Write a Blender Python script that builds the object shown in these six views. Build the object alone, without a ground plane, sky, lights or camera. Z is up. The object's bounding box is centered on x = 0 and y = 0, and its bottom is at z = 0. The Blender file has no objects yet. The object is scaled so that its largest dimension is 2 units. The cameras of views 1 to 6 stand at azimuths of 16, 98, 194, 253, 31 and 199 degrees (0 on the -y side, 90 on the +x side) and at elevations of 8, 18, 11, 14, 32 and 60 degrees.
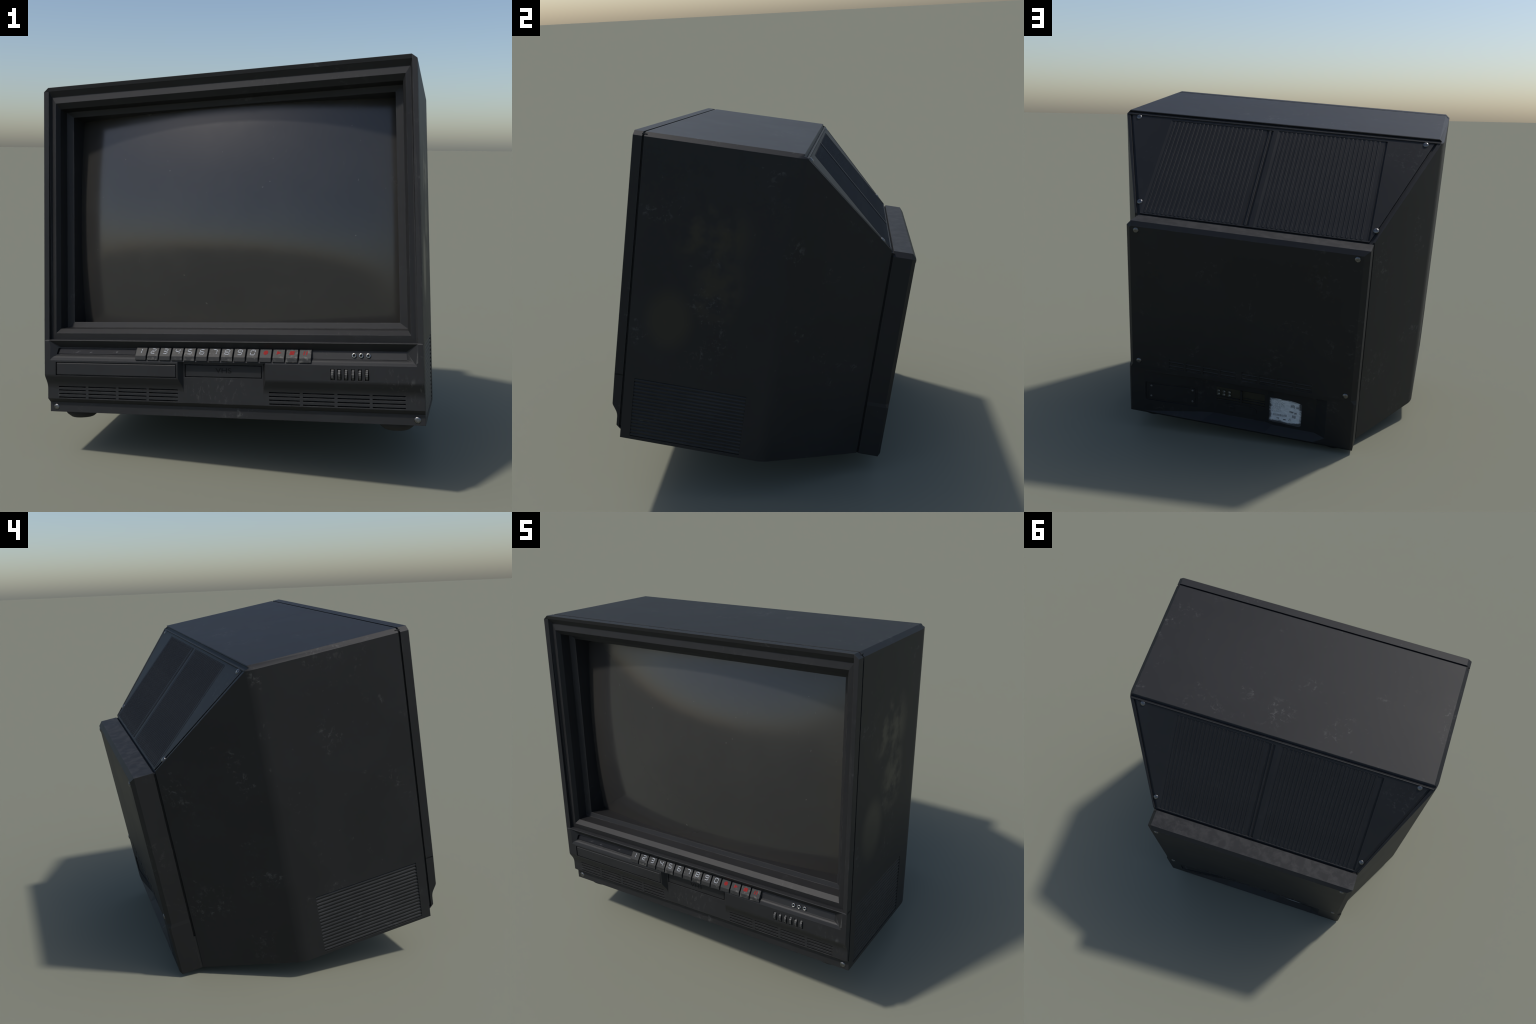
"""A worn black cathode-ray television with a built-in tape recorder, lying tipped back.

Everything is modelled in the set's own upright frame (x to the right seen from
the front, y from front to back, z up, origin at the middle of the lower front
edge) and parented to one Empty that carries the tilt.
"""
import bpy, bmesh, math, random
from mathutils import Vector, Matrix

random.seed(7)
D = bpy.data
COL = bpy.context.scene.collection

# ---------------------------------------------------------------- pose
TILT = Matrix(((0.99760, 0.00658, -0.06898, 0.0543),
               (0.00507, 0.98589, 0.16729, -0.7868),
               (0.06911, -0.16724, 0.98349, 0.3002),
               (0, 0, 0, 1)))

# ---------------------------------------------------------------- main sizes
HW, TOP = 0.937, 1.654            # half width, height of the cabinet
CH_X, CH_Z = 0.0243, 0.0205       # chamfer of the upper long edges
Y_REAR = 0.781                    # where the straight part ends
TAPER = 0.537                     # x lost per metre of y behind that
Y_CAB = 1.2875                    # rear end of the tapered cabinet
BOX_F, BOX_R = 1.299, 1.421       # rear box, front and back
BOX_TOP = 1.183
SLOPE_D = Vector((0, 0.515, -0.471)).normalized()
SLOPE_N = Vector((0, 0.471, 0.515)).normalized()
SLOPE_0 = Vector((0, 0.780, TOP))


def side_x(y):
    return HW - max(0.0, y - Y_REAR) * TAPER


# ---------------------------------------------------------------- materials
def new_mat(name):
    m = D.materials.new(name)
    m.use_nodes = True
    nt = m.node_tree
    return m, nt, nt.nodes["Principled BSDF"]


def node(nt, kind, **kw):
    n = nt.nodes.new(kind)
    for k, v in kw.items():
        if k in n.inputs:
            n.inputs[k].default_value = v
        else:
            setattr(n, k, v)
    return n


def noise(nt, coord, scale, detail=4.0, rough=0.55, stretch=(1, 1, 1), offset=(0, 0, 0), distort=0.0):
    mp = node(nt, "ShaderNodeMapping")
    mp.inputs["Scale"].default_value = stretch
    mp.inputs["Location"].default_value = offset
    nt.links.new(coord, mp.inputs["Vector"])
    n = node(nt, "ShaderNodeTexNoise", Scale=scale, Detail=detail, Roughness=rough, Distortion=distort)
    nt.links.new(mp.outputs["Vector"], n.inputs["Vector"])
    return n.outputs["Fac"]


def ramp(nt, fac, lo, hi, a=0.0, b=1.0):
    r = node(nt, "ShaderNodeMapRange")
    r.interpolation_type = "SMOOTHSTEP"
    for i, v in zip((1, 2, 3, 4), (lo, hi, a, b)):
        r.inputs[i].default_value = v
    nt.links.new(fac, r.inputs[0])
    return r.outputs[0]


def math2(nt, op, a, b):
    m = node(nt, "ShaderNodeMath", operation=op)
    for i, v in enumerate((a, b)):
        if isinstance(v, (int, float)):
            m.inputs[i].default_value = v
        else:
            nt.links.new(v, m.inputs[i])
    return m.outputs[0]


def mix(nt, fac, a, b):
    m = node(nt, "ShaderNodeMix", data_type="RGBA")
    nt.links.new(fac, m.inputs["Factor"])
    for key, v in (("A", a), ("B", b)):
        s = [i for i in m.inputs if i.name == key and i.type == "RGBA"][0]
        if isinstance(v, tuple):
            s.default_value = (*v, 1)
        else:
            nt.links.new(v, s)
    return [o for o in m.outputs if o.type == "RGBA"][0]


def blob(nt, coord, centre, size):
    """Soft ellipsoid mask, 1 in the middle and 0 at its rim."""
    mp = node(nt, "ShaderNodeMapping")
    mp.vector_type = "POINT"
    mp.inputs["Scale"].default_value = tuple(1.0 / s for s in size)
    mp.inputs["Location"].default_value = tuple(-c / s for c, s in zip(centre, size))
    nt.links.new(coord, mp.inputs["Vector"])
    ln = node(nt, "ShaderNodeVectorMath", operation="LENGTH")
    nt.links.new(mp.outputs["Vector"], ln.inputs[0])
    return ramp(nt, ln.outputs["Value"], 0.35, 1.0, 1.0, 0.0)


def plastic(name, base=(0.0148, 0.0151, 0.0162), rough=0.54, scuff=0.5, mottle=0.09, dust=0.0,
            glossy_brown_patches=False, grain=0.06, seed=0.0, streak=(1, 1, 1), spots=(), edge=0.0022, spec=0.30, wear=0.6):
    m, nt, p = new_mat(name)
    co = node(nt, "ShaderNodeTexCoord").outputs["Object"]
    big = noise(nt, co, 3.1, 5, 0.6, offset=(seed, 2.3, 0.7))
    fine = noise(nt, co, 60, 3, 0.6, offset=(seed, 0, 0))
    # pale scuffs: small ragged flecks that gather in patches
    patch = ramp(nt, noise(nt, co, 4.2, 3, 0.5, offset=(seed + 4.0, 1.1, 6.2)), 0.56, 0.70)
    for centre, size in spots:
        patch = math2(nt, "MAXIMUM", patch, blob(nt, co, centre, size))
    fleck = ramp(nt, noise(nt, co, 34, 6, 0.72, stretch=streak, offset=(seed, 8.0, 3.0), distort=0.6), 0.53, 0.66)
    mark = math2(nt, "MULTIPLY", math2(nt, "MULTIPLY", patch, fleck), scuff)
    lone = ramp(nt, noise(nt, co, 21, 4, 0.6, offset=(seed + 9, 3.0, 1.0)), 0.69, 0.76, 0.0, 0.6 * scuff)
    mark = math2(nt, "MAXIMUM", mark, lone)
    dark = tuple(c * (1 - mottle) for c in base)
    lite = tuple(c * (1 + mottle) for c in base)
    col = mix(nt, ramp(nt, big, 0.32, 0.68), dark, lite)
    col = mix(nt, mark, col, (0.078, 0.0775, 0.076))
    if dust:
        d = noise(nt, co, 17, 7, 0.68, offset=(seed + 2, 5, 1), distort=0.4)
        d = ramp(nt, d, 0.42, 0.66, 0.0, dust)
        col = mix(nt, d, col, (0.040, 0.0395, 0.0395))
    nt.links.new(col, p.inputs["Base Color"])
    r = ramp(nt, big, 0.3, 0.7, rough - 0.018, rough + 0.018)
    if glossy_brown_patches:
        # patches on the right-hand flank: glossier, slightly brown
        wob = noise(nt, co, 7.5, 3, 0.55, offset=(1.0, 0.2, 0.0))
        m1 = blob(nt, co, (0.937, 0.205, 0.715), (0.3, 0.16, 0.21))
        m2 = blob(nt, co, (0.937, 0.44, 0.93), (0.3, 0.17, 0.27))
        m3 = blob(nt, co, (0.937, 0.38, 1.20), (0.3, 0.26, 0.24))
        s = math2(nt, "MAXIMUM", m1, math2(nt, "MULTIPLY", math2(nt, "MAXIMUM", m2, m3), ramp(nt, wob, 0.36, 0.60)))
        r = math2(nt, "SUBTRACT", r, math2(nt, "MULTIPLY", s, 0.20))
        col2 = mix(nt, math2(nt, "MULTIPLY", s, 0.8), col, (0.033, 0.030, 0.022))
        nt.links.new(col2, p.inputs["Base Color"])
    nt.links.new(r, p.inputs["Roughness"])
    p.inputs["Specular IOR Level"].default_value = spec
    bv = node(nt, "ShaderNodeBevel", samples=4)
    bv.inputs["Radius"].default_value = edge
    # rubbed edges: where the rounded normal leaves the flat one, in patches
    geo = node(nt, "ShaderNodeNewGeometry")
    dt = node(nt, "ShaderNodeVectorMath", operation="DOT_PRODUCT")
    bw = node(nt, "ShaderNodeBevel", samples=4)
    bw.inputs["Radius"].default_value = 0.0035
    nt.links.new(bw.outputs["Normal"], dt.inputs[0])
    nt.links.new(geo.outputs["True Normal"], dt.inputs[1])
    rub = ramp(nt, dt.outputs["Value"], 0.985, 0.90, 0.0, 1.0)
    where = ramp(nt, noise(nt, co, 9, 6, 0.7, offset=(seed + 1, 4, 9)), 0.47, 0.68, 0.0, wear)
    src = p.inputs["Base Color"].links[0].from_socket
    nt.links.new(mix(nt, math2(nt, "MULTIPLY", rub, where), src, (0.085, 0.084, 0.082)), p.inputs["Base Color"])
    bp_ = node(nt, "ShaderNodeBump", Strength=grain, Distance=0.002)
    nt.links.new(fine, bp_.inputs["Height"])
    nt.links.new(bv.outputs["Normal"], bp_.inputs["Normal"])
    nt.links.new(bp_.outputs["Normal"], p.inputs["Normal"])
    return m


def plain(name, base, rough=0.5, metal=0.0, vary=0.15, scale=40, spec=0.4):
    m, nt, p = new_mat(name)
    co = node(nt, "ShaderNodeTexCoord").outputs["Object"]
    f = ramp(nt, noise(nt, co, scale, 4, 0.6), 0.3, 0.7)
    nt.links.new(mix(nt, f, tuple(c * (1 - vary) for c in base), tuple(c * (1 + vary) for c in base)), p.inputs["Base Color"])
    p.inputs["Roughness"].default_value = rough
    p.inputs["Metallic"].default_value = metal
    p.inputs["Specular IOR Level"].default_value = spec
    return m


M_CAB = plastic("cabinet_plastic", glossy_brown_patches=True, scuff=0.6, spots=(
    ((-0.88, 0.89, 0.52), (0.2, 0.16, 0.07)), ((-0.937, 0.71, 0.35), (0.2, 0.05, 0.04)), ((-0.937, 0.57, 0.58), (0.2, 0.05, 0.05)),
    ((-0.937, 0.44, 1.60), (0.2, 0.12, 0.05)), ((-0.937, 0.76, 1.60), (0.2, 0.05, 0.09)), ((0.06, 0.62, 1.654), (0.13, 0.10, 0.2)),
    ((0.26, 0.57, 1.654), (0.07, 0.06, 0.2)), ((0.80, 0.15, 1.654), (0.12, 0.06, 0.2)), ((-0.09, 0.40, 1.654), (0.07, 0.06, 0.2)),
    ((-0.90, 0.40, 1.654), (0.06, 0.20, 0.2)), ((0.90, 0.73, 1.654), (0.05, 0.06, 0.2)), ((0.937, 0.80, 1.16), (0.2, 0.07, 0.10)), ((0.937, 0.67, 1.56), (0.2, 0.06, 0.05))))
M_FRAME = plastic("frame_plastic", scuff=0.5, seed=3.0)
M_PANEL = plastic("panel_plastic", scuff=0.55, seed=6.0, streak=(1.5, 1, 0.6), spots=(((-0.04, -0.03, 0.125), (0.19, 0.1, 0.075)), ((0.5, -0.03, 0.02), (0.12, 0.1, 0.05))))
M_SURR = plastic("surround_plastic", scuff=0.3, seed=8.0, base=(0.0152, 0.0152, 0.0160))
M_BOX = plastic("rear_box_plastic", base=(0.0128, 0.0131, 0.0140), scuff=0.3, seed=11.0, rough=0.55, spots=(((-0.63, 1.42, 0.62), (0.07, 0.1, 0.16)), ((-0.30, 1.42, 0.70), (0.12, 0.1, 0.10)), ((0.27, 1.42, 0.47), (0.06, 0.1, 0.08)), ((0.18, 1.40, 0.17), (0.07, 0.1, 0.09))))
M_DUST = plastic("dusty_ledge_plastic", scuff=0.3, dust=0.6, seed=13.0, rough=0.6)
M_GRILLE = plastic("grille_plastic", scuff=0.35, seed=17.0, base=(0.0148, 0.0151, 0.0162))
M_SLAT = plastic("side_grille_plastic", scuff=0.4, mottle=0.25, seed=19.0, base=(0.0185, 0.0187, 0.0192))  # base lightened above the cabinet's to paint in the sunlit slats
M_DOOR = plastic("door_plastic", scuff=0.3, seed=21.0)
M_HOLE = plain("hollow_black", (0.006, 0.006, 0.006), 0.8)
M_RUBBER = plain("foot_rubber", (0.012, 0.012, 0.012), 0.8)
M_WHEEL = plain("wheel_grey", (0.040, 0.040, 0.039), 0.45, vary=0.5, scale=120)
M_STEEL = plain("screw_steel", (0.17, 0.17, 0.168), 0.36, 1.0, vary=0.25, scale=90)
M_OLIVE = plain("olive_reflection_tint", (0.020, 0.0185, 0.0105), 0.6)  # olive cast of a reflection in the well, mixed into the base colour
M_DULL = plain("dull_screw_steel", (0.12, 0.12, 0.12), 0.5, 0.6)
M_CHROME = plain("jack_metal", (0.40, 0.40, 0.38), 0.25, 1.0)
M_WHITE = plain("digit_paint", (0.36, 0.38, 0.41), 0.6, vary=0.4, scale=150, spec=0.1)
M_RED = plain("symbol_red_paint", (0.24, 0.014, 0.014), 0.6, vary=0.12, scale=120, spec=0.1)
M_LOGO = plain("logo_dark_paint", (0.0085, 0.0085, 0.0092), 0.6, spec=0.15)
M_INK = plain("label_ink", (0.15, 0.16, 0.175), 0.6, vary=0.5, scale=60)


def button_mat():
    m, nt, p = new_mat("button_plastic")
    co = node(nt, "ShaderNodeTexCoord").outputs["Object"]
    rnd = node(nt, "ShaderNodeObjectInfo").outputs["Random"]
    ofs = node(nt, "ShaderNodeVectorMath", operation="ADD")
    nt.links.new(co, ofs.inputs[0])
    cx = node(nt, "ShaderNodeCombineXYZ")
    nt.links.new(math2(nt, "MULTIPLY", rnd, 37.0), cx.inputs[0])
    nt.links.new(cx.outputs[0], ofs.inputs[1])
    v = ofs.outputs[0]
    wear = noise(nt, v, 55, 6, 0.65)
    amount = ramp(nt, rnd, 0.0, 1.0, 0.66, 0.50)
    f = math2(nt, "MULTIPLY", ramp(nt, math2(nt, "SUBTRACT", wear, amount), -0.04, 0.16), 0.8)
    col = mix(nt, f, (0.024, 0.024, 0.0235), (0.105, 0.100, 0.092))
    nt.links.new(col, p.inputs["Base Color"])
    p.inputs["Roughness"].default_value = 0.55
    p.inputs["Specular IOR Level"].default_value = 0.3
    bv = node(nt, "ShaderNodeBevel", samples=4)
    bv.inputs["Radius"].default_value = 0.003
    nt.links.new(bv.outputs[0], p.inputs["Normal"])
    return m


M_BUTTON = button_mat()


def screen_mat():
    m, nt, p = new_mat("screen_glass")
    co = node(nt, "ShaderNodeTexCoord").outputs["Object"]
    haze = ramp(nt, noise(nt, co, 2.2, 5, 0.6), 0.35, 0.7)
    col = mix(nt, haze, (0.028, 0.0275, 0.0275), (0.032, 0.0315, 0.0305))
    # hair-thin scratches and specks
    patch = ramp(nt, noise(nt, co, 3.0, 2, 0.5, offset=(3, 1, 2)), 0.55, 0.66)
    scr = ramp(nt, noise(nt, co, 9, 5, 0.7, stretch=(11, 1, 1), offset=(1, 4, 0)), 0.66, 0.73)
    spk = ramp(nt, noise(nt, co, 45, 2, 0.5, offset=(5, 0, 2)), 0.765, 0.80)
    mk = math2(nt, "MULTIPLY", math2(nt, "MAXIMUM", math2(nt, "MULTIPLY", scr, patch), spk), 0.45)
    # brownish, rougher band along the rim of the tube
    sep = node(nt, "ShaderNodeSeparateXYZ")
    nt.links.new(co, sep.inputs[0])
    ex = ramp(nt, math2(nt, "ABSOLUTE", sep.outputs[0], 0), 0.62, 0.83)
    ez = ramp(nt, math2(nt, "ABSOLUTE", math2(nt, "ADD", sep.outputs[2], -0.9805), 0), 0.40, 0.54)
    ragged = ramp(nt, noise(nt, co, 6, 6, 0.7, offset=(7, 2, 3)), 0.3, 0.7, 0.55, 1.0)
    rim_ = math2(nt, "MULTIPLY", math2(nt, "MAXIMUM", ex, ez), ragged)
    col = mix(nt, rim_, col, (0.034, 0.0315, 0.0275))
    nt.links.new(mix(nt, mk, col, (0.13, 0.13, 0.12)), p.inputs["Base Color"])
    nt.links.new(math2(nt, "ADD", ramp(nt, haze, 0, 1, 0.12, 0.16), math2(nt, "MULTIPLY", rim_, 0.13)), p.inputs["Roughness"])
    p.inputs["IOR"].default_value = 1.62
    return m


M_SCREEN = screen_mat()


def window_mat():
    m, nt, p = new_mat("display_window_plastic")
    co = node(nt, "ShaderNodeTexCoord").outputs["Object"]
    a = ramp(nt, noise(nt, co, 30, 6, 0.7, stretch=(0.6, 1, 1), offset=(2, 0, 1)), 0.57, 0.68, 0, 0.9)
    nt.links.new(mix(nt, a, (0.0085, 0.0085, 0.0105), (0.11, 0.11, 0.112)), p.inputs["Base Color"])
    p.inputs["Specular IOR Level"].default_value = 0.2
    p.inputs["Roughness"].default_value = 0.45
    return m


def label_mat():
    m, nt, p = new_mat("worn_paper_label")
    co = node(nt, "ShaderNodeTexCoord").outputs["Object"]
    worn = noise(nt, co, 13, 6, 0.68, stretch=(0.6, 1, 1.6), offset=(3, 0, 5))
    sm = noise(nt, co, 70, 4, 0.65, stretch=(0.5, 1, 2.2))
    col = mix(nt, ramp(nt, sm, 0.35, 0.7), (0.46, 0.50, 0.54), (0.62, 0.66, 0.70))
    sep = node(nt, "ShaderNodeSeparateXYZ")
    nt.links.new(co, sep.inputs[0])
    # bare, rubbed-off paper toward the rim of the label
    ex = ramp(nt, math2(nt, "ABSOLUTE", math2(nt, "ADD", sep.outputs[0], 0.266), 0), 0.062, 0.096)
    ez = ramp(nt, math2(nt, "ABSOLUTE", math2(nt, "ADD", sep.outputs[2], -0.158), 0), 0.045, 0.080)
    e = math2(nt, "MAXIMUM", ex, ez)
    mask = ramp(nt, math2(nt, "ADD", math2(nt, "MULTIPLY", e, 0.34), worn), 0.63, 0.84)
    nt.links.new(mix(nt, mask, col, (0.045, 0.047, 0.052)), p.inputs["Base Color"])
    p.inputs["Roughness"].default_value = 0.75
    return m


M_WINDOW, M_LABEL = window_mat(), label_mat()

# ---------------------------------------------------------------- scene tree
root = D.objects.new("television", None)
COL.objects.link(root)
root.matrix_world = TILT
root["label"] = "worn black tube television with buttons and tape slot, tilted"
root["category"] = "television"


def add(name, mesh, mat=None, parent=None, loc=None, smooth=None):
    o = D.objects.new(name, mesh)
    COL.objects.link(o)
    o.parent = parent or root
    if loc is not None:
        o.location = loc
    if mat is not None and not mesh.materials:
        mesh.materials.append(mat)
    if smooth is not None:
        mesh.shade_smooth()
        mesh.set_sharp_from_angle(angle=math.radians(smooth))
    return o


def mesh_of(name, verts, faces):
    me = D.meshes.new(name)
    me.from_pydata([tuple(v) for v in verts], [], faces)
    bm = bmesh.new()
    bm.from_mesh(me)
    bmesh.ops.recalc_face_normals(bm, faces=bm.faces)
    bm.to_mesh(me)
    bm.free()
    return me


class Parts:
    """Collects simple solids into one vertex/face list."""

    def __init__(self):
        self.v, self.f = [], []

    def solid(self, lower, upper):
        n, b = len(lower), len(self.v)
        self.v += [Vector(p) for p in lower] + [Vector(p) for p in upper]
        self.f.append(list(range(b, b + n)))
        self.f.append(list(range(b + 2 * n - 1, b + n - 1, -1)))
        for i in range(n):
            j = (i + 1) % n
            self.f.append([b + i, b + j, b + n + j, b + n + i])
        return self

    def box(self, x0, x1, y0, y1, z0, z1):
        return self.solid([(x0, y0, z0), (x1, y0, z0), (x1, y0, z1), (x0, y0, z1)],
                          [(x0, y1, z0), (x1, y1, z0), (x1, y1, z1), (x0, y1, z1)])

    def frustum_y(self, rect0, y0, rect1, y1):
        c = lambda r, y: [(r[0], y, r[2]), (r[1], y, r[2]), (r[1], y, r[3]), (r[0], y, r[3])]
        return self.solid(c(rect0, y0), c(rect1, y1))

    def prism_x(self, poly, x0, x1):
        return self.solid([(x0, y, z) for y, z in poly], [(x1, y, z) for y, z in poly])

    def mesh(self, name):
        return mesh_of(name, self.v, self.f)


def cut(obj, cutter_mesh):
    """Boolean difference, applied."""
    c = D.objects.new("cutter", cutter_mesh)
    COL.objects.link(c)
    mod = obj.modifiers.new("cut", "BOOLEAN")
    mod.operation, mod.solver, mod.object = "DIFFERENCE", "EXACT", c
    dg = bpy.context.evaluated_depsgraph_get()
    # the root's tilt must not enter: both are evaluated in the same space
    c.matrix_world = obj.matrix_world
    bpy.context.view_layer.update()
    dg = bpy.context.evaluated_depsgraph_get()
    me = D.meshes.new_from_object(obj.evaluated_get(dg))
    obj.modifiers.clear()
    old = obj.data
    obj.data = me
    me.name = old.name
    D.objects.remove(c)
    D.meshes.remove(cutter_mesh)


def slope_pt(x, t, h=0.0):
    return SLOPE_0 + Vector((x, 0, 0)) + SLOPE_D * t + SLOPE_N * h


def slope_edge(t):
    return side_x((SLOPE_0 + SLOPE_D * t).y)


# ---------------------------------------------------------------- cabinet
def outline(y, hw):
    return [(-hw, y, 0), (hw, y, 0), (hw, y, TOP - CH_Z), (hw - CH_X, y, TOP), (-hw + CH_X, y, TOP), (-hw, y, TOP - CH_Z)]


z_end = (SLOPE_0 + SLOPE_D * ((Y_CAB - SLOPE_0.y) / SLOPE_D.y)).z
xe = side_x(Y_CAB)
ty = SLOPE_0.y + (CH_Z) * 0.515 / 0.471
v = outline(0.0, HW) + outline(Y_REAR, HW)
v += [(side_x(ty), ty, TOP - CH_Z), (-side_x(ty), ty, TOP - CH_Z),        # 12 13 where the slope meets the flank
      (xe, Y_CAB, z_end), (-xe, Y_CAB, z_end), (xe, Y_CAB, 0), (-xe, Y_CAB, 0)]   # 14..17
f = [[0, 1, 2, 3, 4, 5], [1, 7, 8, 2], [2, 8, 9, 3], [3, 9, 10, 4], [4, 10, 11, 5], [5, 11, 6, 0],
     [0, 6, 17, 16, 7, 1], [7, 16, 14, 12, 8], [6, 11, 13, 15, 17], [8, 12, 9], [11, 10, 13],
     [9, 12, 14, 15, 13, 10], [14, 16, 17, 15]]
cab_mesh = mesh_of("cabinet", v, f)
bm = bmesh.new()
bm.from_mesh(cab_mesh)
bm.verts.ensure_lookup_table()
crease = [bm.edges.get((bm.verts[a], bm.verts[b])) for a, b in ((7, 8), (6, 11))]
bmesh.ops.bevel(bm, geom=crease, offset=0.035, segments=6, profile=0.5, affect="EDGES")
bm.to_mesh(cab_mesh)
bm.free()
cabinet = add("cabinet", cab_mesh, M_CAB)

k = Parts()
k.box(-0.885, 0.885, -0.05, 0.30, 0.40, 1.57)                      # room for the picture tube
# slatted side grilles are let into both flanks
GR_Y0, GR_Y1, GR_Z0, GR_Z1 = 0.053, 0.655, 0.018, 0.361
for s in (-1, 1):
    a, b = sorted((s * 0.9315, s * 1.0))
    k.box(a, b, GR_Y0, GR_Y1, GR_Z0, GR_Z1)
# shadow gap below the roof edge
g0, g1 = 0.0062, 0.0215
e0 = slope_edge(0.02) - 0.006
k.solid([slope_pt(-e0, g0, -0.009), slope_pt(e0, g0, -0.009), slope_pt(e0, g1, -0.009), slope_pt(-e0, g1, -0.009)],
        [slope_pt(-e0, g0, 0.03), slope_pt(e0, g0, 0.03), slope_pt(e0, g1, 0.03), slope_pt(-e0, g1, 0.03)])
# pocket for the sloping rear grille
p0, p1, rim = 0.0335, 0.674, 0.0215
w0, w1 = slope_edge(p0) - rim, slope_edge(p1) - rim
k.solid([slope_pt(-w0, p0, -0.009), slope_pt(w0, p0, -0.009), slope_pt(w1, p1 + 0.03, -0.009), slope_pt(-w1, p1 + 0.03, -0.009)],
        [slope_pt(-w0, p0, 0.03), slope_pt(w0, p0, 0.03), slope_pt(w1, p1 + 0.03, 0.03), slope_pt(-w1, p1 + 0.03, 0.03)])
cut(cabinet, k.mesh("k"))
cabinet.data.shade_smooth()
cabinet.data.set_sharp_from_angle(angle=math.radians(9))

# side grilles: seventeen rounded louvres each
SLATS = 17
pitch = (GR_Z1 - GR_Z0) / SLATS
for s in (-1, 1):
    q = Parts()
    for i in range(SLATS):
        zc = GR_Z0 + (i + 0.42) * pitch
        prof = [(0.0, -0.0066), (0.0030, -0.0062), (0.0045, -0.0036), (0.0047, -0.0008), (0.0026, 0.0046), (0.0, 0.0078)]
        lo = [(s * (0.9312 + u), GR_Y0 - 0.0005, zc + w) for u, w in prof]
        hi = [(s * (0.9312 + u), GR_Y1 + 0.0005, zc + w) for u, w in prof]
        q.solid(lo, hi)
    o = add("side_grille", q.mesh("side_grille"), M_SLAT, smooth=50)
    o["kind"] = "stuff"

# ---------------------------------------------------------------- sloping rear grille
gr = 0.014
q0, q1 = p0 + 0.0012, 0.6885
a0, a1 = slope_edge(q0) - rim - gr, slope_edge(q1) - rim - gr + 0.006
q = Parts()
q.solid([slope_pt(-a0, q0, -0.02), slope_pt(a0, q0, -0.02), slope_pt(a1, q1, -0.02), slope_pt(-a1, q1, -0.02)],
        [slope_pt(-a0, q0, -0.0004), slope_pt(a0, q0, -0.0004), slope_pt(a1, q1, -0.0004), slope_pt(-a1, q1, -0.0004)])
grille = add("rear_grille", q.mesh("rear_grille"), M_GRILLE)
k = Parts()
T0, T1, DEEP, BEV = 0.0485, 0.6835, 0.0030, 0.018
FIELDS = ((0.0144, 0.6416), (-0.6366, -0.0074))
for x0, x1 in FIELDS:
    sp = 0.45
    rect = lambda g, h, e: [slope_pt(x0 + g, T0 + e, h), slope_pt(x1 - g, T0 + e, h), slope_pt(x1 - g, T1 - e, h), slope_pt(x0 + g, T1 - e, h)]
    k.solid(rect(BEV, -DEEP, 0.002), rect(-BEV * 0.2, 0.001, 0.0))
cut(grille, k.mesh("k"))
k = Parts()
for x0, x1 in ((0.0150, 0.0300), (0.0390, 0.0545), (-0.6350, -0.6235)):      # deeper slots beside the middle bar
    k.solid([slope_pt(x, t, -0.0075) for x, t in ((x0, T0 + 0.003), (x1, T0 + 0.003), (x1, T1 - 0.003), (x0, T1 - 0.003))],
            [slope_pt(x, t, 0.0015) for x, t in ((x0, T0 + 0.003), (x1, T0 + 0.003), (x1, T1 - 0.003), (x0, T1 - 0.003))])
cut(grille, k.mesh("k"))

lipw = slope_edge(0.03) - 0.008
lp = [(0.0222, -0.006), (0.0222, -0.0030), (0.0290, 0.0030), (0.0322, 0.0026), (0.0340, -0.0005), (0.0340, -0.006)]
add("grille_lip", Parts().solid([slope_pt(-lipw, t, h) for t, h in lp], [slope_pt(lipw, t, h) for t, h in lp]).mesh("grille_lip"), M_CAB, parent=cabinet)

# ribs: flat bars with round ends, one shared mesh
RW, RH = 0.0070, 0.0032
length = T1 - T0 - 0.006


def capsule(inset, h):
    pts, n = [], 7
    r = RW - inset
    for end, c in ((1, length / 2 - RW), (-1, -length / 2 + RW)):
        for i in range(n):
            a = math.pi * i / (n - 1)
            pts.append((end * r * math.cos(a), c + end * r * math.sin(a), h))
    return pts


loops = [capsule(0.0, 0.0), capsule(0.0008, RH * 0.5), capsule(0.0030, RH), capsule(0.0048, RH - 0.0007)]
rv = [p for l in loops for p in l]
n = len(loops[0])
rf = [[j * n + i, j * n + (i + 1) % n, (j + 1) * n + (i + 1) % n, (j + 1) * n + i] for j in range(3) for i in range(n)]
rf.append([3 * n + i for i in range(n)])
rib_mesh = mesh_of("grille_rib", rv, rf)
rib_mesh.materials.append(M_GRILLE)
tm = (T0 + T1) / 2
basis = Matrix((Vector((1, 0, 0)), SLOPE_D, SLOPE_N)).transposed().to_4x4()
for field in (0, -0.651):
    for i in range(24):
        if field == 0 and i == 1 or field and i == 0:
            continue
        o = add("grille_rib", rib_mesh, parent=grille)
        o.matrix_local = Matrix.Translation(slope_pt(0.0345 + 0.0251 * i + field, tm, -DEEP - 0.0002)) @ basis

# ---------------------------------------------------------------- front frame
U = [(-HW, 0.362), (-HW, TOP - CH_Z), (-HW + CH_X, TOP), (HW - CH_X, TOP), (HW, TOP - CH_Z), (HW, 0.362),
     (0.913, 0.362), (0.913, 1.635), (-0.913, 1.635), (-0.913, 0.362)]
front_y = [-0.0568] * 6 + [-0.0505] * 4
q = Parts().solid([(x, y, z) for (x, z), y in zip(U, front_y)], [(x, -0.0105, z) for x, z in U])
frame = add("front_frame", q.mesh("front_frame"), M_FRAME)

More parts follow.
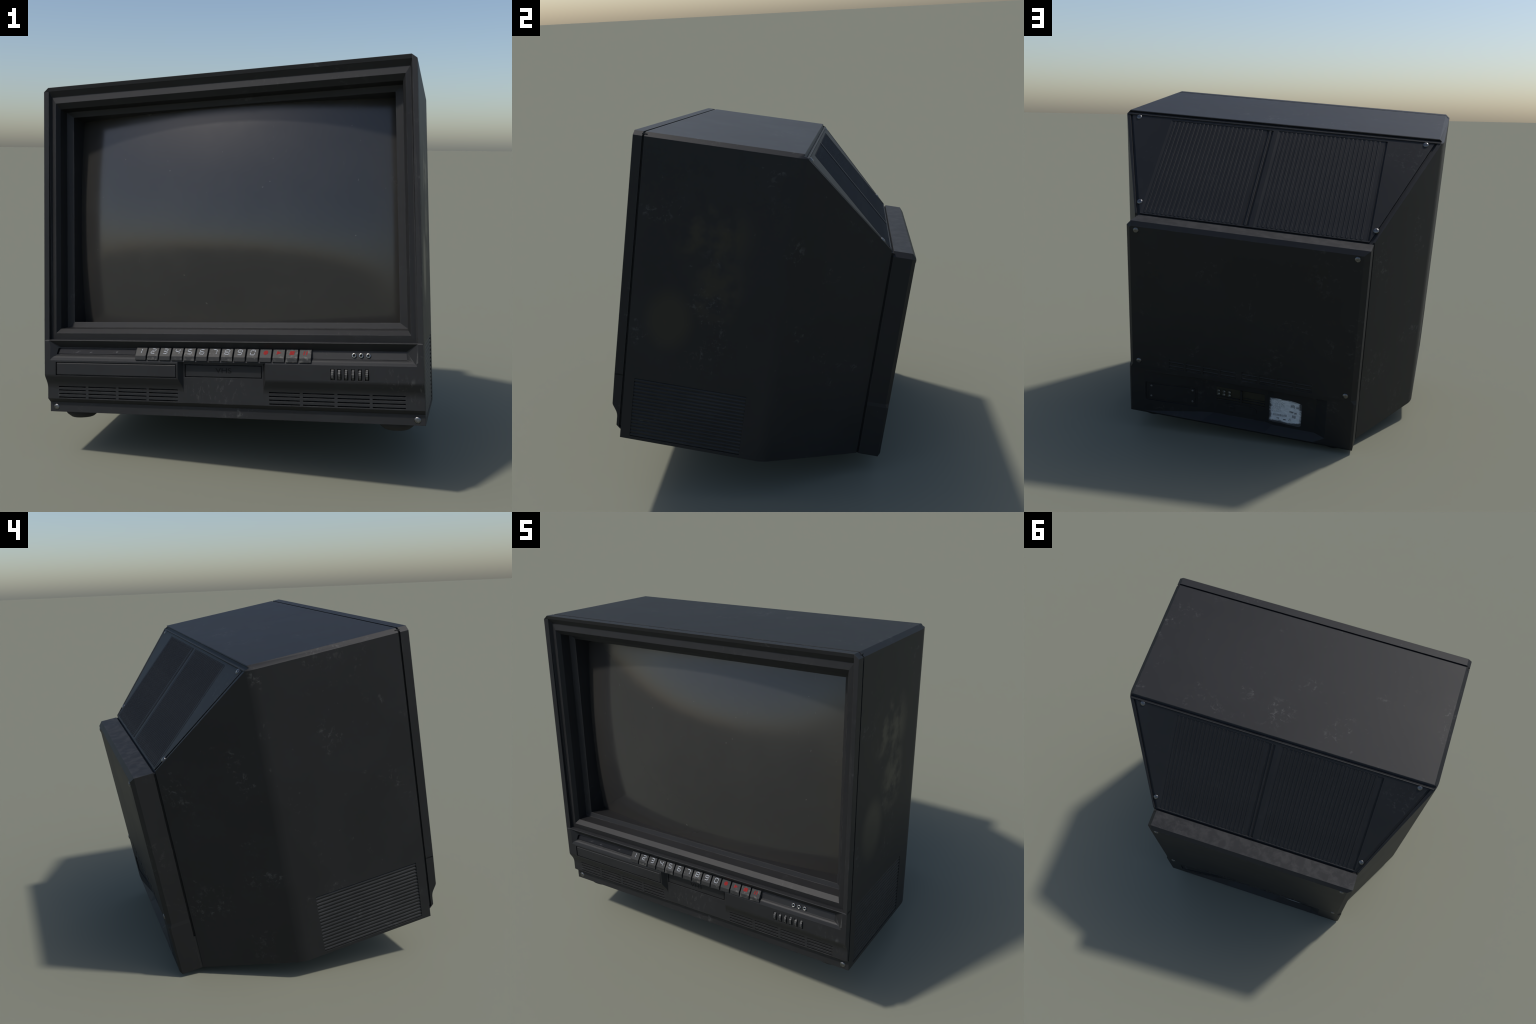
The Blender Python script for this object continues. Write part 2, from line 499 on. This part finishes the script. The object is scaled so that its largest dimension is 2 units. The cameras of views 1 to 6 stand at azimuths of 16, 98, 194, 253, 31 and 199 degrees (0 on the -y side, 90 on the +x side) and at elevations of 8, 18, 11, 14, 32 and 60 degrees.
# dark joint between the front frame and the cabinet
q = Parts()
for s in (-1, 1):
    a, b = sorted((s * 0.90, s * 0.9295))
    q.box(a, b, -0.014, 0.012, 0.066, 1.62)
q.box(-0.927, 0.927, -0.014, 0.012, 1.612, 1.646)
add("joint_strip", q.mesh("joint_strip"), M_HOLE)

# stepped surround leading in to the tube: half width, top, bottom, depth
STEPS = [(0.9128, 1.6348, 0.355, -0.0494, -0.0305), (0.9045, 1.6090, 0.3660, -0.0310, -0.0300), (0.8825, 1.5755, 0.4015, -0.0345, -0.0345),
         (0.8690, 1.5495, 0.4222, -0.0110, -0.0110), (0.8640, 1.5450, 0.4265, 0.0440, 0.0465), (0.8290, 1.5170, 0.4526, 0.0545, 0.0545),
         (0.8200, 1.5110, 0.4400, 0.2000, 0.2000)]                  # last number: depth of the lower edge
sv, sf = [], []
for hw, zt, zb, y, yb in STEPS:
    sv += [(-hw, yb, zb), (hw, yb, zb), (hw, y, zt), (-hw, y, zt)]
for j in range(len(STEPS) - 1):
    for i in range(4):
        sf.append([4 * j + i, 4 * j + (i + 1) % 4, 4 * j + 4 + (i + 1) % 4, 4 * j + 4 + i])
sm = D.meshes.new("screen_surround")
sm.from_pydata(sv, [], sf)
surround = add("screen_surround", sm, M_SURR)
bm = bmesh.new()
bm.from_mesh(sm)
for fc in bm.faces:
    fc.normal_update()
    c = fc.calc_center_median()
    if fc.normal.dot(Vector((0 - c.x, -1.2 - c.y, 0.98 - c.z))) < 0:
        fc.normal_flip()
bm.to_mesh(sm)
bm.free()

# ---------------------------------------------------------------- picture tube
SC_Z, SC_W, SC_H = 0.9805, 0.832, 0.545
NX, NZ = 72, 48
gv, gf = [], []
for j in range(NZ + 1):
    for i in range(NX + 1):
        x = SC_W * (2 * i / NX - 1)
        z = SC_H * (2 * j / NZ - 1)
        u, w = (x / 0.82) ** 2, (z / 0.53) ** 2
        dome = max(0.0, 1 - u) ** 1.1 * max(0.0, 1 - w) ** 1.3
        y = 0.049 + 0.073 * u + 0.025 * w + 0.010 * u * w - 0.045 * dome
        gv.append((x, y, SC_Z + z))
for j in range(NZ):
    for i in range(NX):
        a = j * (NX + 1) + i
        gf.append([a, a + 1, a + NX + 2, a + NX + 1])
me = D.meshes.new("screen")
me.from_pydata(gv, [], gf)
me.shade_smooth()
screen = add("screen", me, M_SCREEN)

# ---------------------------------------------------------------- control panel
def fillet(a, b, c, off, n=6):
    """Round the corner b between a and c."""
    a, b, c = Vector(a), Vector(b), Vector(c)
    p, q = b + (a - b).normalized() * off, b + (c - b).normalized() * off
    return [tuple((1 - t) ** 2 * p + 2 * t * (1 - t) * b + t * t * q) for t in (i / n for i in range(n + 1))]


P1, P2, P3, P4 = (-0.0568, 0.3635), (-0.0552, 0.1885), (-0.0245, 0.1392), (-0.0245, 0.0696)
prof = [(-0.0105, 0.3690), (-0.0360, 0.3712), (-0.0545, 0.3680), P1] + fillet(P1, P2, P3, 0.009) + fillet(P2, P3, P4, 0.022) + [P4,
        (-0.0015, 0.0490), (-0.0015, 0.0560), (-0.0105, 0.0640)]
panel = add("control_panel", Parts().prism_x(prof, -HW, HW).mesh("control_panel"), M_PANEL)

k = Parts()
# long hollow behind the keys, tapering at both ends
xi, xo = 0.861, 0.935
back = [(-0.0240, 0.3290), (-0.0355, 0.2935), (-0.0430, 0.2895), (-0.0490, 0.2840), (-0.0530, 0.2765), (-0.0552, 0.2680), (-0.0600, 0.2560), (-0.0750, 0.2560), (-0.0750, 0.3870)]
half = [xi, xi + 0.002, 0.876, 0.890, 0.9000, 0.9060, 0.915, 0.943, 0.943]
k.solid([(-h, y, z) for (y, z), h in zip(back, half)], [(h, y, z) for (y, z), h in zip(back, half)])
cut(panel, k.mesh("k"))

k = Parts()
# bay of the tape slot
k.frustum_y((-0.2300, 0.2300, 0.1100, 0.2690), -0.075, (-0.1990, 0.1990, 0.1100, 0.2690), -0.0245)
cut(panel, k.mesh("k"))
k = Parts()
ROWS = (0.1307, 0.1130, 0.0955, 0.0774)
SEG = [(-0.8743, -0.7237), (-0.7090, -0.5580), (-0.5437, -0.3941), (-0.3799, -0.2290),
       (0.2272, 0.3733), (0.3879, 0.5340), (0.5487, 0.6939), (0.7074, 0.8535)]
for z in ROWS:
    for x0, x1 in SEG:
        k.box(x0, x1, -0.04, -0.004, z - 0.0029, z + 0.0029)
DOOR = (-0.8748, -0.2245, 0.1904, 0.2576)
TAPE = (-0.1932, 0.1932, 0.1936, 0.2556)
k.box(DOOR[0], DOOR[1], -0.07, -0.0440, DOOR[2], DOOR[3])
k.box(TAPE[0], TAPE[1], -0.07, -0.0140, TAPE[2], TAPE[3])
for i in range(6):
    x = 0.5237 + 0.0310 * i
    k.box(x, x + 0.0178, -0.07, -0.0150, 0.1992, 0.2497)
# window of the display, following the leaning band
k.solid([(-0.8768, -0.0500, 0.2950), (-0.4485, -0.0500, 0.2950), (-0.4485, -0.0500, 0.3250), (-0.8715, -0.0500, 0.3250)],
        [(-0.8768, -0.0300, 0.2950), (-0.4485, -0.0300, 0.2950), (-0.4485, -0.0200, 0.3250), (-0.8715, -0.0200, 0.3250)])
cut(panel, k.mesh("k"))
panel.data.shade_smooth()
panel.data.set_sharp_from_angle(angle=math.radians(14))

# display window
q = Parts().solid([(-0.8740, -0.0322, 0.2975), (-0.4510, -0.0322, 0.2975), (-0.4510, -0.0232, 0.3232), (-0.8695, -0.0232, 0.3232)],
                  [(-0.8740, -0.0210, 0.2945), (-0.4510, -0.0210, 0.2945), (-0.4510, -0.0180, 0.3225), (-0.8695, -0.0180, 0.3225)])
add("display_window", q.mesh("display_window"), M_WINDOW, parent=panel)


def door(name, rect, gap, y, ch, thick=0.02):
    x0, x1, z0, z1 = rect[0] + gap, rect[1] - gap, rect[2] + gap, rect[3] - gap
    c = lambda g, yy: [(x0 + g, yy, z0 + g), (x1 - g, yy, z0 + g), (x1 - g, yy, z1 - g), (x0 + g, yy, z1 - g)]
    L = [c(0, y + thick), c(0, y + ch), c(ch * 1.3, y)]
    vs = [p for l in L for p in l]
    fs = [[j * 4 + i, j * 4 + (i + 1) % 4, j * 4 + 4 + (i + 1) % 4, j * 4 + 4 + i] for j in range(2) for i in range(4)]
    fs += [[8, 9, 10, 11], [3, 2, 1, 0]]
    return add(name, mesh_of(name, vs, fs), M_DOOR, parent=panel)


door("compartment_door", DOOR, 0.0042, -0.0550, 0.0022)
tape_door = door("tape_door", TAPE, 0.0038, -0.0228, 0.0010, 0.015)


def text_mesh(body, size, depth, shear=0.0):
    c = D.curves.new("lettering", "FONT")
    c.body, c.size, c.extrude, c.shear = body, size, depth, shear
    c.offset = 0.0005
    c.align_x, c.align_y = "CENTER", "CENTER"
    o = D.objects.new("lettering", c)
    COL.objects.link(o)
    bpy.context.view_layer.update()
    me = D.meshes.new_from_object(o.evaluated_get(bpy.context.evaluated_depsgraph_get()))
    D.objects.remove(o)
    return me


FRONT = Matrix(((1, 0, 0), (0, 0, -1), (0, 1, 0))).to_4x4()       # text plane to the front face
tm_ = text_mesh("VHS", 0.0360, 0.0003)
tm_.transform(Matrix.Diagonal((1.25, 0.95, 1, 1)))
tm_.transform(FRONT)
add("tape_lettering", tm_, M_LOGO, parent=tape_door, loc=(0.004, -0.0229, 0.2265))

# thumb wheels
wv, wf = [], []
teeth = 44
for sx in (-1, 1):
    for i in range(teeth):
        a = 2 * math.pi * i / teeth
        r = 0.0285 - (0.0011 if i % 2 else 0.0)
        wv.append((sx * 0.0054, r * math.cos(a), r * math.sin(a)))
for i in range(teeth):
    j = (i + 1) % teeth
    wf.append([i, j, teeth + j, teeth + i])
wf += [list(range(teeth)), list(range(2 * teeth - 1, teeth - 1, -1))]
wheel_mesh = mesh_of("thumb_wheel", wv, wf)
wheel_mesh.materials.append(M_WHEEL)
for i in range(6):
    o = add("thumb_wheel", wheel_mesh, parent=panel, loc=(0.5237 + 0.0310 * i + 0.0090, -0.0370, 0.2245))
    o.rotation_euler = (random.uniform(0, 6), 0, 0)


def lathe(name, prof, seg=24, mat=None):
    """Profile of (radius, height), turned about +z."""
    vs, fs = [], []
    for r, h in prof:
        for i in range(seg):
            a = 2 * math.pi * i / seg
            vs.append((r * math.cos(a), r * math.sin(a), h))
    for j in range(len(prof) - 1):
        for i in range(seg):
            fs.append([j * seg + i, j * seg + (i + 1) % seg, (j + 1) * seg + (i + 1) % seg, (j + 1) * seg + i])
    fs.append(list(range(seg))[::-1])
    fs.append([(len(prof) - 1) * seg + i for i in range(seg)])
    me = mesh_of(name, vs, fs)
    if mat:
        me.materials.append(mat)
    me.shade_smooth()
    me.set_sharp_from_angle(angle=math.radians(40))
    return me


jack = lathe("audio_jack", [(0.0112, 0), (0.0112, 0.004), (0.0096, 0.0072), (0.0072, 0.0080), (0.0056, 0.0070), (0.0050, 0.0010), (0.0001, 0.0008)], 24, M_CHROME)
jack.materials.append(M_HOLE)
for pl in jack.polygons:
    if pl.center.z < 0.0035 and math.hypot(pl.center.x, pl.center.y) < 0.0056 and pl.center.z > 0.0003:
        pl.material_index = 1
lean = math.atan2(0.0115, 0.0355)
for x in (0.6292, 0.6613, 0.6937):
    o = add("audio_jack", jack, parent=panel, loc=(x, -0.0300, 0.3085))
    o.rotation_euler = (math.pi / 2 + lean * -1, 0, 0)

# ---------------------------------------------------------------- keys
BW = 0.0274
bprof = [(-0.020, 0.3335), (-0.0320, 0.3338), (-0.0572, 0.2960), (-0.0600, 0.2768), (-0.0585, 0.2750), (-0.020, 0.2750)]
bm_ = Parts().prism_x([(y, z - 0.305) for y, z in bprof], -BW, BW).mesh("key")
bm_.materials.append(M_BUTTON)
SEGS = {"1": "bc", "2": "abged", "3": "abgcd", "4": "fgbc", "5": "afgcd", "6": "afgedc", "7": "abc", "8": "abcdefg", "9": "abfgcd", "0": "abcdef"}
# key face: from (y -.0320, z .3338) down to (y -.0572, z .2960)
F0, F1 = Vector((0, -0.0320, 0.3338 - 0.305)), Vector((0, -0.0572, 0.2960 - 0.305))
FU = (F0 - F1).normalized()
FN = Vector((1, 0, 0)).cross(FU)
if FN.y > 0:
    FN = -FN
FC = (F0 + F1) / 2 + FU * 0.0035


def on_face(u, w, h):
    return FC + Vector((u + 0.16 * w, 0, 0)) + FU * w + FN * h


def slab(p, poly, h0=-0.0008, h1=0.0006):
    p.solid([on_face(u, w, h0) for u, w in poly], [on_face(u, w, h1) for u, w in poly])


def digit(ch):
    p = Parts()
    w, h, t = 0.0100, 0.0126, 0.0018
    pos = {"a": (0, h, 1), "g": (0, 0, 1), "d": (0, -h, 1), "f": (-w, h / 2, 0), "b": (w, h / 2, 0), "e": (-w, -h / 2, 0), "c": (w, -h / 2, 0)}
    for s in SEGS[ch]:
        x, y, hor = pos[s]
        if ch == "1":
            x = 0.002
        l = (w if hor else h / 2) - 0.0011
        if hor:
            poly = [(x - l, y), (x - l + t, y + t), (x + l - t, y + t), (x + l, y), (x + l - t, y - t), (x - l + t, y - t)]
        else:
            poly = [(x, y - l), (x + t, y - l + t), (x + t, y + l - t), (x, y + l), (x - t, y + l - t), (x - t, y - l + t)]
        slab(p, poly)
    return p.mesh("key_digit")


def symbol(kind):
    p = Parts()
    if kind == "record":
        slab(p, [(0.0112 * math.cos(2 * math.pi * i / 20), 0.0112 * math.sin(2 * math.pi * i / 20)) for i in range(20)])
    elif kind == "play":
        slab(p, [(-0.0095, -0.0100), (0.0125, 0.0), (-0.0095, 0.0100)])
    elif kind == "stop":
        slab(p, [(-0.0110, -0.0098), (0.0110, -0.0098), (0.0110, 0.0098), (-0.0110, 0.0098)])
    else:
        for c in (-0.0062, 0.0062):
            slab(p, [(c - 0.0027, -0.0095), (c + 0.0027, -0.0095), (c + 0.0027, 0.0095), (c - 0.0027, 0.0095)])
    return p.mesh("key_symbol")


keys = list("1234567890") + ["record", "play", "stop", "pause"]
for i, kname in enumerate(keys):
    x = -0.4092 + 0.06278 * i
    b = add("key", bm_, parent=panel, loc=(x, random.uniform(-0.0006, 0.0006), 0.305))
    if len(kname) == 1:
        add("key_digit", digit(kname), M_WHITE, parent=b)
    else:
        add("key_symbol", symbol(kname), M_RED, parent=b)

# ---------------------------------------------------------------- rear box
yo_u, yo_l = 1.400, 1.408
outer = [(-0.6630, 0.0, yo_l), (-0.6630, 0.300, yo_l), (-0.6612, 0.320, yo_u), (-0.6612, BOX_TOP, yo_u), (0.6385, BOX_TOP, yo_u),
         (0.6622, BOX_TOP - 0.0255, yo_u), (0.6612, 0.320, yo_u), (0.6645, 0.300, yo_l), (0.6645, 0.0, yo_l)]
inner = [(-0.6505, 0.016, 1.4195), (-0.6505, 0.298, 1.4195), (-0.6320, 0.322, BOX_R), (-0.6320, 1.1595, BOX_R), (0.6295, 1.1595, BOX_R),
         (0.6375, 1.1510, BOX_R), (0.6375, 0.322, BOX_R), (0.6520, 0.298, 1.4195), (0.6520, 0.016, 1.4195)]
bv_ = [(x, BOX_F, z) for x, z, _ in outer] + [(x, y, z) for x, z, y in outer] + [(x, y, z) for x, z, y in inner]
nn = len(outer)
bf = [list(range(nn))]
for j in range(2):
    for i in range(nn):
        bf.append([j * nn + i, j * nn + (i + 1) % nn, (j + 1) * nn + (i + 1) % nn, (j + 1) * nn + i])
bf += [[2 * nn + i for i in (2, 3, 4, 5, 6)]]
# below the ledge the back folds inward and out again to the bottom edge
FOLD = [(-0.6505, 0.0), (-0.505, 0.0), (-0.440, 0.033), (-0.195, 0.036), (-0.155, 0.050), (0.160, 0.050), (0.225, 0.038), (0.570, 0.0), (0.6520, 0.0)]
TOP_Z, LEDGE_Z, FOLD_Z, LOW_Z = 0.298, 0.284, 0.056, 0.016
rows = []
for z, amount in ((TOP_Z, 0.0), (LEDGE_Z, 1.0), (FOLD_Z, 1.0), (LOW_Z, 0.0)):
    row = []
    for i, (x, d) in enumerate(FOLD):
        if amount == 0.0 and i in (0, len(FOLD) - 1):
            row.append(2 * nn + {(TOP_Z, 0): 1, (LOW_Z, 0): 0, (TOP_Z, len(FOLD) - 1): 7, (LOW_Z, len(FOLD) - 1): 8}[(z, i)])
            continue
        row.append(len(bv_))
        bv_.append((x, 1.4195 - d * amount, z))
    rows.append(row)
for r0, r1 in zip(rows, rows[1:]):
    for i in range(len(FOLD) - 1):
        bf.append([r0[i], r0[i + 1], r1[i + 1], r1[i]])
bf = [q_ for q_ in bf if not (set(q_) >= {2 * nn, 2 * nn + 1} or set(q_) >= {2 * nn + 7, 2 * nn + 8} or set(q_) >= {2 * nn, 2 * nn + 8})]
bf += [[nn, nn + 1, 2 * nn + 1, rows[1][0], rows[2][0], 2 * nn], [nn + 7, nn + 8, 2 * nn + 8, rows[2][-1], rows[1][-1], 2 * nn + 7],
       [nn + 8, nn] + rows[3], [2 * nn + 2, 2 * nn + 6] + rows[0][::-1]]


def fold_y(x, z):
    """Depth of the sunken part of the back."""
    for (xa, da), (xb, db) in zip(FOLD, FOLD[1:]):
        if xa <= x <= xb:
            d = da + (db - da) * (x - xa) / (xb - xa)
            return 1.4195 - d
    return 1.4195


box = add("rear_box", mesh_of("rear_box", bv_, bf), M_BOX)
k = Parts()
# row of small louvred windows
LV = []
for x0, x1 in ((-0.4141, -0.0152), (0.0192, 0.4161)):
    w = (x1 - x0 + 0.012) / 4
    for i in range(4):
        LV.append((x0 + i * w, x0 + (i + 1) * w - 0.012))
for x0, x1 in LV:
    k.box(x0, x1, 1.4182, 1.44, 0.3290, 0.3860)
# shallow well with a screwed plate
WELL = ((0.2550, 0.0820), (0.5640, 0.0960), (0.5620, 0.2140), (0.2550, 0.2160))
PLATE = ((0.2720, 0.1010), (0.5450, 0.1090), (0.5430, 0.2010), (0.2720, 0.2000))
k.solid([(x, fold_y(x, z) - 0.0060, z) for x, z in WELL], [(x, 1.4400, z) for x, z in WELL])
cut(box, k.mesh("k"))
box.data.materials.append(M_DUST)
for pl in box.data.polygons:
    if pl.normal.z > 0.9 and pl.center.z > 1.1:
        pl.material_index = 1

q = Parts()
for x0, x1 in LV:
    for zb in (0.3405, 0.3645):
        pr = [(1.4160, zb + 0.0060), (1.4190, zb), (1.4204, zb + 0.0040), (1.4160, zb + 0.0130)]
        q.solid([(x0 - 0.0004, y, z) for y, z in pr], [(x1 + 0.0004, y, z) for y, z in pr])
o = add("rear_louvre", q.mesh("rear_louvre"), M_BOX, parent=box)
o["kind"] = "stuff"

q = Parts().solid([(x, fold_y(x, z) - 0.012, z) for x, z in PLATE], [(x, fold_y(x, z) - 0.0028, z) for x, z in PLATE])
plate = add("cover_plate", q.mesh("cover_plate"), M_BOX, parent=box)
small = lathe("plate_screw", [(0.0062, -0.002), (0.0062, 0.0010), (0.0040, 0.0024), (0.0012, 0.0028)], 14, M_DULL)
for x, z in ((0.286, 0.115), (0.286, 0.187), (0.531, 0.122), (0.529, 0.189)):
    o = add("plate_screw", small, parent=plate, loc=(x, fold_y(x, z) - 0.0028, z))
    o.rotation_euler = (-math.pi / 2, 0, 0)

# sockets on the back wall
WALL = 1.3695
add("reflection_tint_plate", Parts().box(-0.1405, 0.1445, WALL - 0.004, WALL + 0.0012, 0.1540, 0.2340).mesh("reflection_tint_plate"), M_OLIVE, parent=box)
q = Parts()
q.box(-0.0100, 0.0010, WALL - 0.004, WALL + 0.0090, 0.1545, 0.2345)          # divider
for x0, x1 in ((-0.1400, -0.0095), (0.0005, 0.1440)):
    q.box(x0, x1, WALL - 0.004, WALL + 0.0070, 0.1705, 0.1775)
    q.box(x0, x1, WALL - 0.004, WALL + 0.0070, 0.1525, 0.1595)
q.box(-0.1400, -0.0095, WALL - 0.004, WALL + 0.0045, 0.1875, 0.1905)
add("socket_ledge", q.mesh("socket_ledge"), M_BOX, parent=box)
rca = lathe("socket", [(0.0096, -0.004), (0.0096, 0.0100), (0.0082, 0.0120), (0.0060, 0.0120), (0.0054, 0.0105), (0.0052, 0.004), (0.0001, 0.004)], 18, M_CHROME)
for x in (0.1305, 0.0980, 0.0660):
    for z in (0.2140, 0.1930):
        o = add("socket", rca, parent=box, loc=(x, WALL - 0.002, z))
        o.rotation_euler = (-math.pi / 2, 0, 0)

# mains inlet: shallow pill-shaped plate with a round socket
def stadium(cx, cz, hw, hh, n=9):
    pts = []
    for s in (1, -1):
        for i in range(n):
            a = -math.pi / 2 + math.pi * i / (n - 1)
            pts.append((cx + s * (hw - hh) + s * hh * math.cos(a), cz + s * hh * math.sin(a)))
    return pts


q = Parts()
q.solid([(x, WALL - 0.004, z) for x, z in stadium(0.0020, 0.1105, 0.1000, 0.0262)], [(x, WALL + 0.0030, z) for x, z in stadium(0.0020, 0.1105, 0.0985, 0.0247)])
inlet = add("power_inlet", q.mesh("power_inlet"), M_BOX, parent=box)
o = add("inlet_socket", lathe("inlet_socket", [(0.0165, -0.002), (0.0165, 0.003), (0.0140, 0.0042), (0.0115, 0.0036), (0.0110, 0.0002), (0.0001, 0.0002)], 24, M_BOX), parent=inlet, loc=(0.052, WALL + 0.003, 0.1075))
o.rotation_euler = (-math.pi / 2, 0, 0)

# paper label with print
random.seed(3)
edge = [(-0.1815, 0.1040), (-0.2150, 0.1015), (-0.2500, 0.1030), (-0.2850, 0.0990), (-0.3200, 0.0985), (-0.3560, 0.0950), (-0.3600, 0.1060), (-0.3680, 0.1120),
        (-0.3685, 0.1800), (-0.3680, 0.2430), (-0.3500, 0.2480), (-0.3250, 0.2530), (-0.3000, 0.2575), (-0.2800, 0.2580), (-0.2500, 0.2560), (-0.2200, 0.2575), (-0.1850, 0.2570), (-0.1820, 0.2500)]


def LAB(x, z, h):
    """Label coordinates, slid down and sideways into the sunken back."""
    d = 1.4195 - fold_y(x + 0.008, z)
    return (x + 0.22 * d, fold_y(x + 0.22 * d, z) + h, z - 0.64 * d)



def label_solid():
    """The paper lies on the folded back, so it is built in narrow strips between its upper and lower edge."""
    low, high = edge[:7], edge[9:17][::-1]

    def at(path, x):
        for (xa, za), (xb, zb) in zip(path, path[1:]):
            if xb <= x <= xa:
                return za + (zb - za) * (xa - x) / (xa - xb)
        return path[-1][1] if x < path[-1][0] else path[0][1]

    p, xs = Parts(), [-0.1815 - 0.1865 * i / 16 for i in range(17)]
    n = len(xs)
    for h in (-0.004, 0.0010):
        p.v += [Vector(LAB(x, at(low, x), h)) for x in xs] + [Vector(LAB(x, at(high, x), h)) for x in xs]
    for i in range(n - 1):
        p.f += [[i, i + 1, n + i + 1, n + i], [2 * n + i, 3 * n + i, 3 * n + i + 1, 2 * n + i + 1],
                [i, 2 * n + i, 2 * n + i + 1, i + 1], [n + i, n + i + 1, 3 * n + i + 1, 3 * n + i]]
    p.f += [[0, n, 3 * n, 2 * n], [n - 1, 3 * n - 1, 4 * n - 1, 2 * n - 1]]
    return p


label = add("label", label_solid().mesh("label"), M_LABEL, parent=box)
q = Parts()


def ink(x0, x1, z0, z1):
    c = [(-x1, z0), (-x0, z0), (-x0, z1), (-x1, z1)]
    q.solid([LAB(x, z, 0.0004) for x, z in c], [LAB(x, z, 0.00135) for x, z in c])


for r in range(11):                                              # lines of small print
    x, z = 0.188, 0.245 - r * 0.0072
    stop = 0.252 + random.uniform(-0.02, 0.03)
    while x < stop:
        l = random.uniform(0.004, 0.012)
        ink(x, x + l, z, z + 0.0019)
        x += l + random.uniform(0.002, 0.005)
for i in range(14):                                              # bar code
    ink(0.205 + i * 0.0045, 0.2065 + i * 0.0045 + random.uniform(0, 0.0012), 0.1450, 0.1590)
for i in range(4):
    ink(0.2700 + i * 0.0044, 0.2724 + i * 0.0044, 0.1480, 0.1620)
ink(0.2260, 0.2420, 0.1290, 0.1345)
ink(0.2640, 0.2800, 0.1255, 0.1320)
for x, z, s in ((0.318, 0.222, 0.013), (0.346, 0.219, 0.009), (0.305, 0.186, 0.007), (0.317, 0.184, 0.006), (0.335, 0.180, 0.008), (0.326, 0.156, 0.011)):
    for i in range(4):                                           # approval marks as little hatched squares
        ink(x - s + i * s / 2, x - s + i * s / 2 + s / 3.5, z - s * random.uniform(0.6, 1), z + s * random.uniform(0.6, 1))
    ink(x - s, x + s, z - 0.001, z + 0.001)
for a, b in (((0.296, 0.126), (0.304, 0.140)), ((0.304, 0.140), (0.312, 0.126)), ((0.312, 0.126), (0.296, 0.126))):
    for i in range(8):                                           # warning triangle
        u = i / 7
        x, z = a[0] + (b[0] - a[0]) * u, a[1] + (b[1] - a[1]) * u
        ink(x - 0.0009, x + 0.0009, z - 0.0009, z + 0.0009)
o = add("label_print", q.mesh("label_print"), M_INK, parent=label)
o["kind"] = "stuff"

# joint between cabinet and rear box
add("joint_strip", Parts().box(-0.655, 0.655, 1.25, 1.305, 0.004, 1.175).mesh("joint_strip"), M_HOLE)
add("joint_filler", Parts().box(-0.6622, -0.60, 1.27, 1.3005, 0.0006, 0.205).mesh("joint_filler"), M_CAB)

# ---------------------------------------------------------------- screws and feet
screw = lathe("screw", [(0.0158, -0.004), (0.0158, 0.0004), (0.0146, 0.0026), (0.0110, 0.0050), (0.0055, 0.0062), (0.0040, 0.0060), (0.0034, 0.0042), (0.0002, 0.0040)], 26, M_STEEL)
for x in (-0.9020, 0.9020):
    o = add("screw", screw, loc=(x, 0.0005, 0.0250))
    o.rotation_euler = (math.pi / 2, 0, 0)
for x in (-0.600, 0.600):
    for z, y in ((1.138, BOX_R), (0.347, BOX_R)):
        o = add("screw", screw, loc=(x, y, z))
        o.rotation_euler = (-math.pi / 2, 0, 0)
for x, t in ((0.8425, 0.0458), (0.6595, 0.6150)):
    for s in (-1, 1):
        o = add("screw", screw)
        o.matrix_local = Matrix.Translation(slope_pt(s * x, t, -0.001)) @ basis

foot = lathe("foot", [(0.084, 0.004), (0.084, -0.008), (0.078, -0.016), (0.058, -0.032), (0.052, -0.0345), (0.048, -0.0345)], 36, M_RUBBER)
for x, y in ((-0.803, 0.092), (0.803, 0.092), (-0.545, 1.312), (0.545, 1.312)):
    add("foot", foot, loc=(x, y, 0.0))
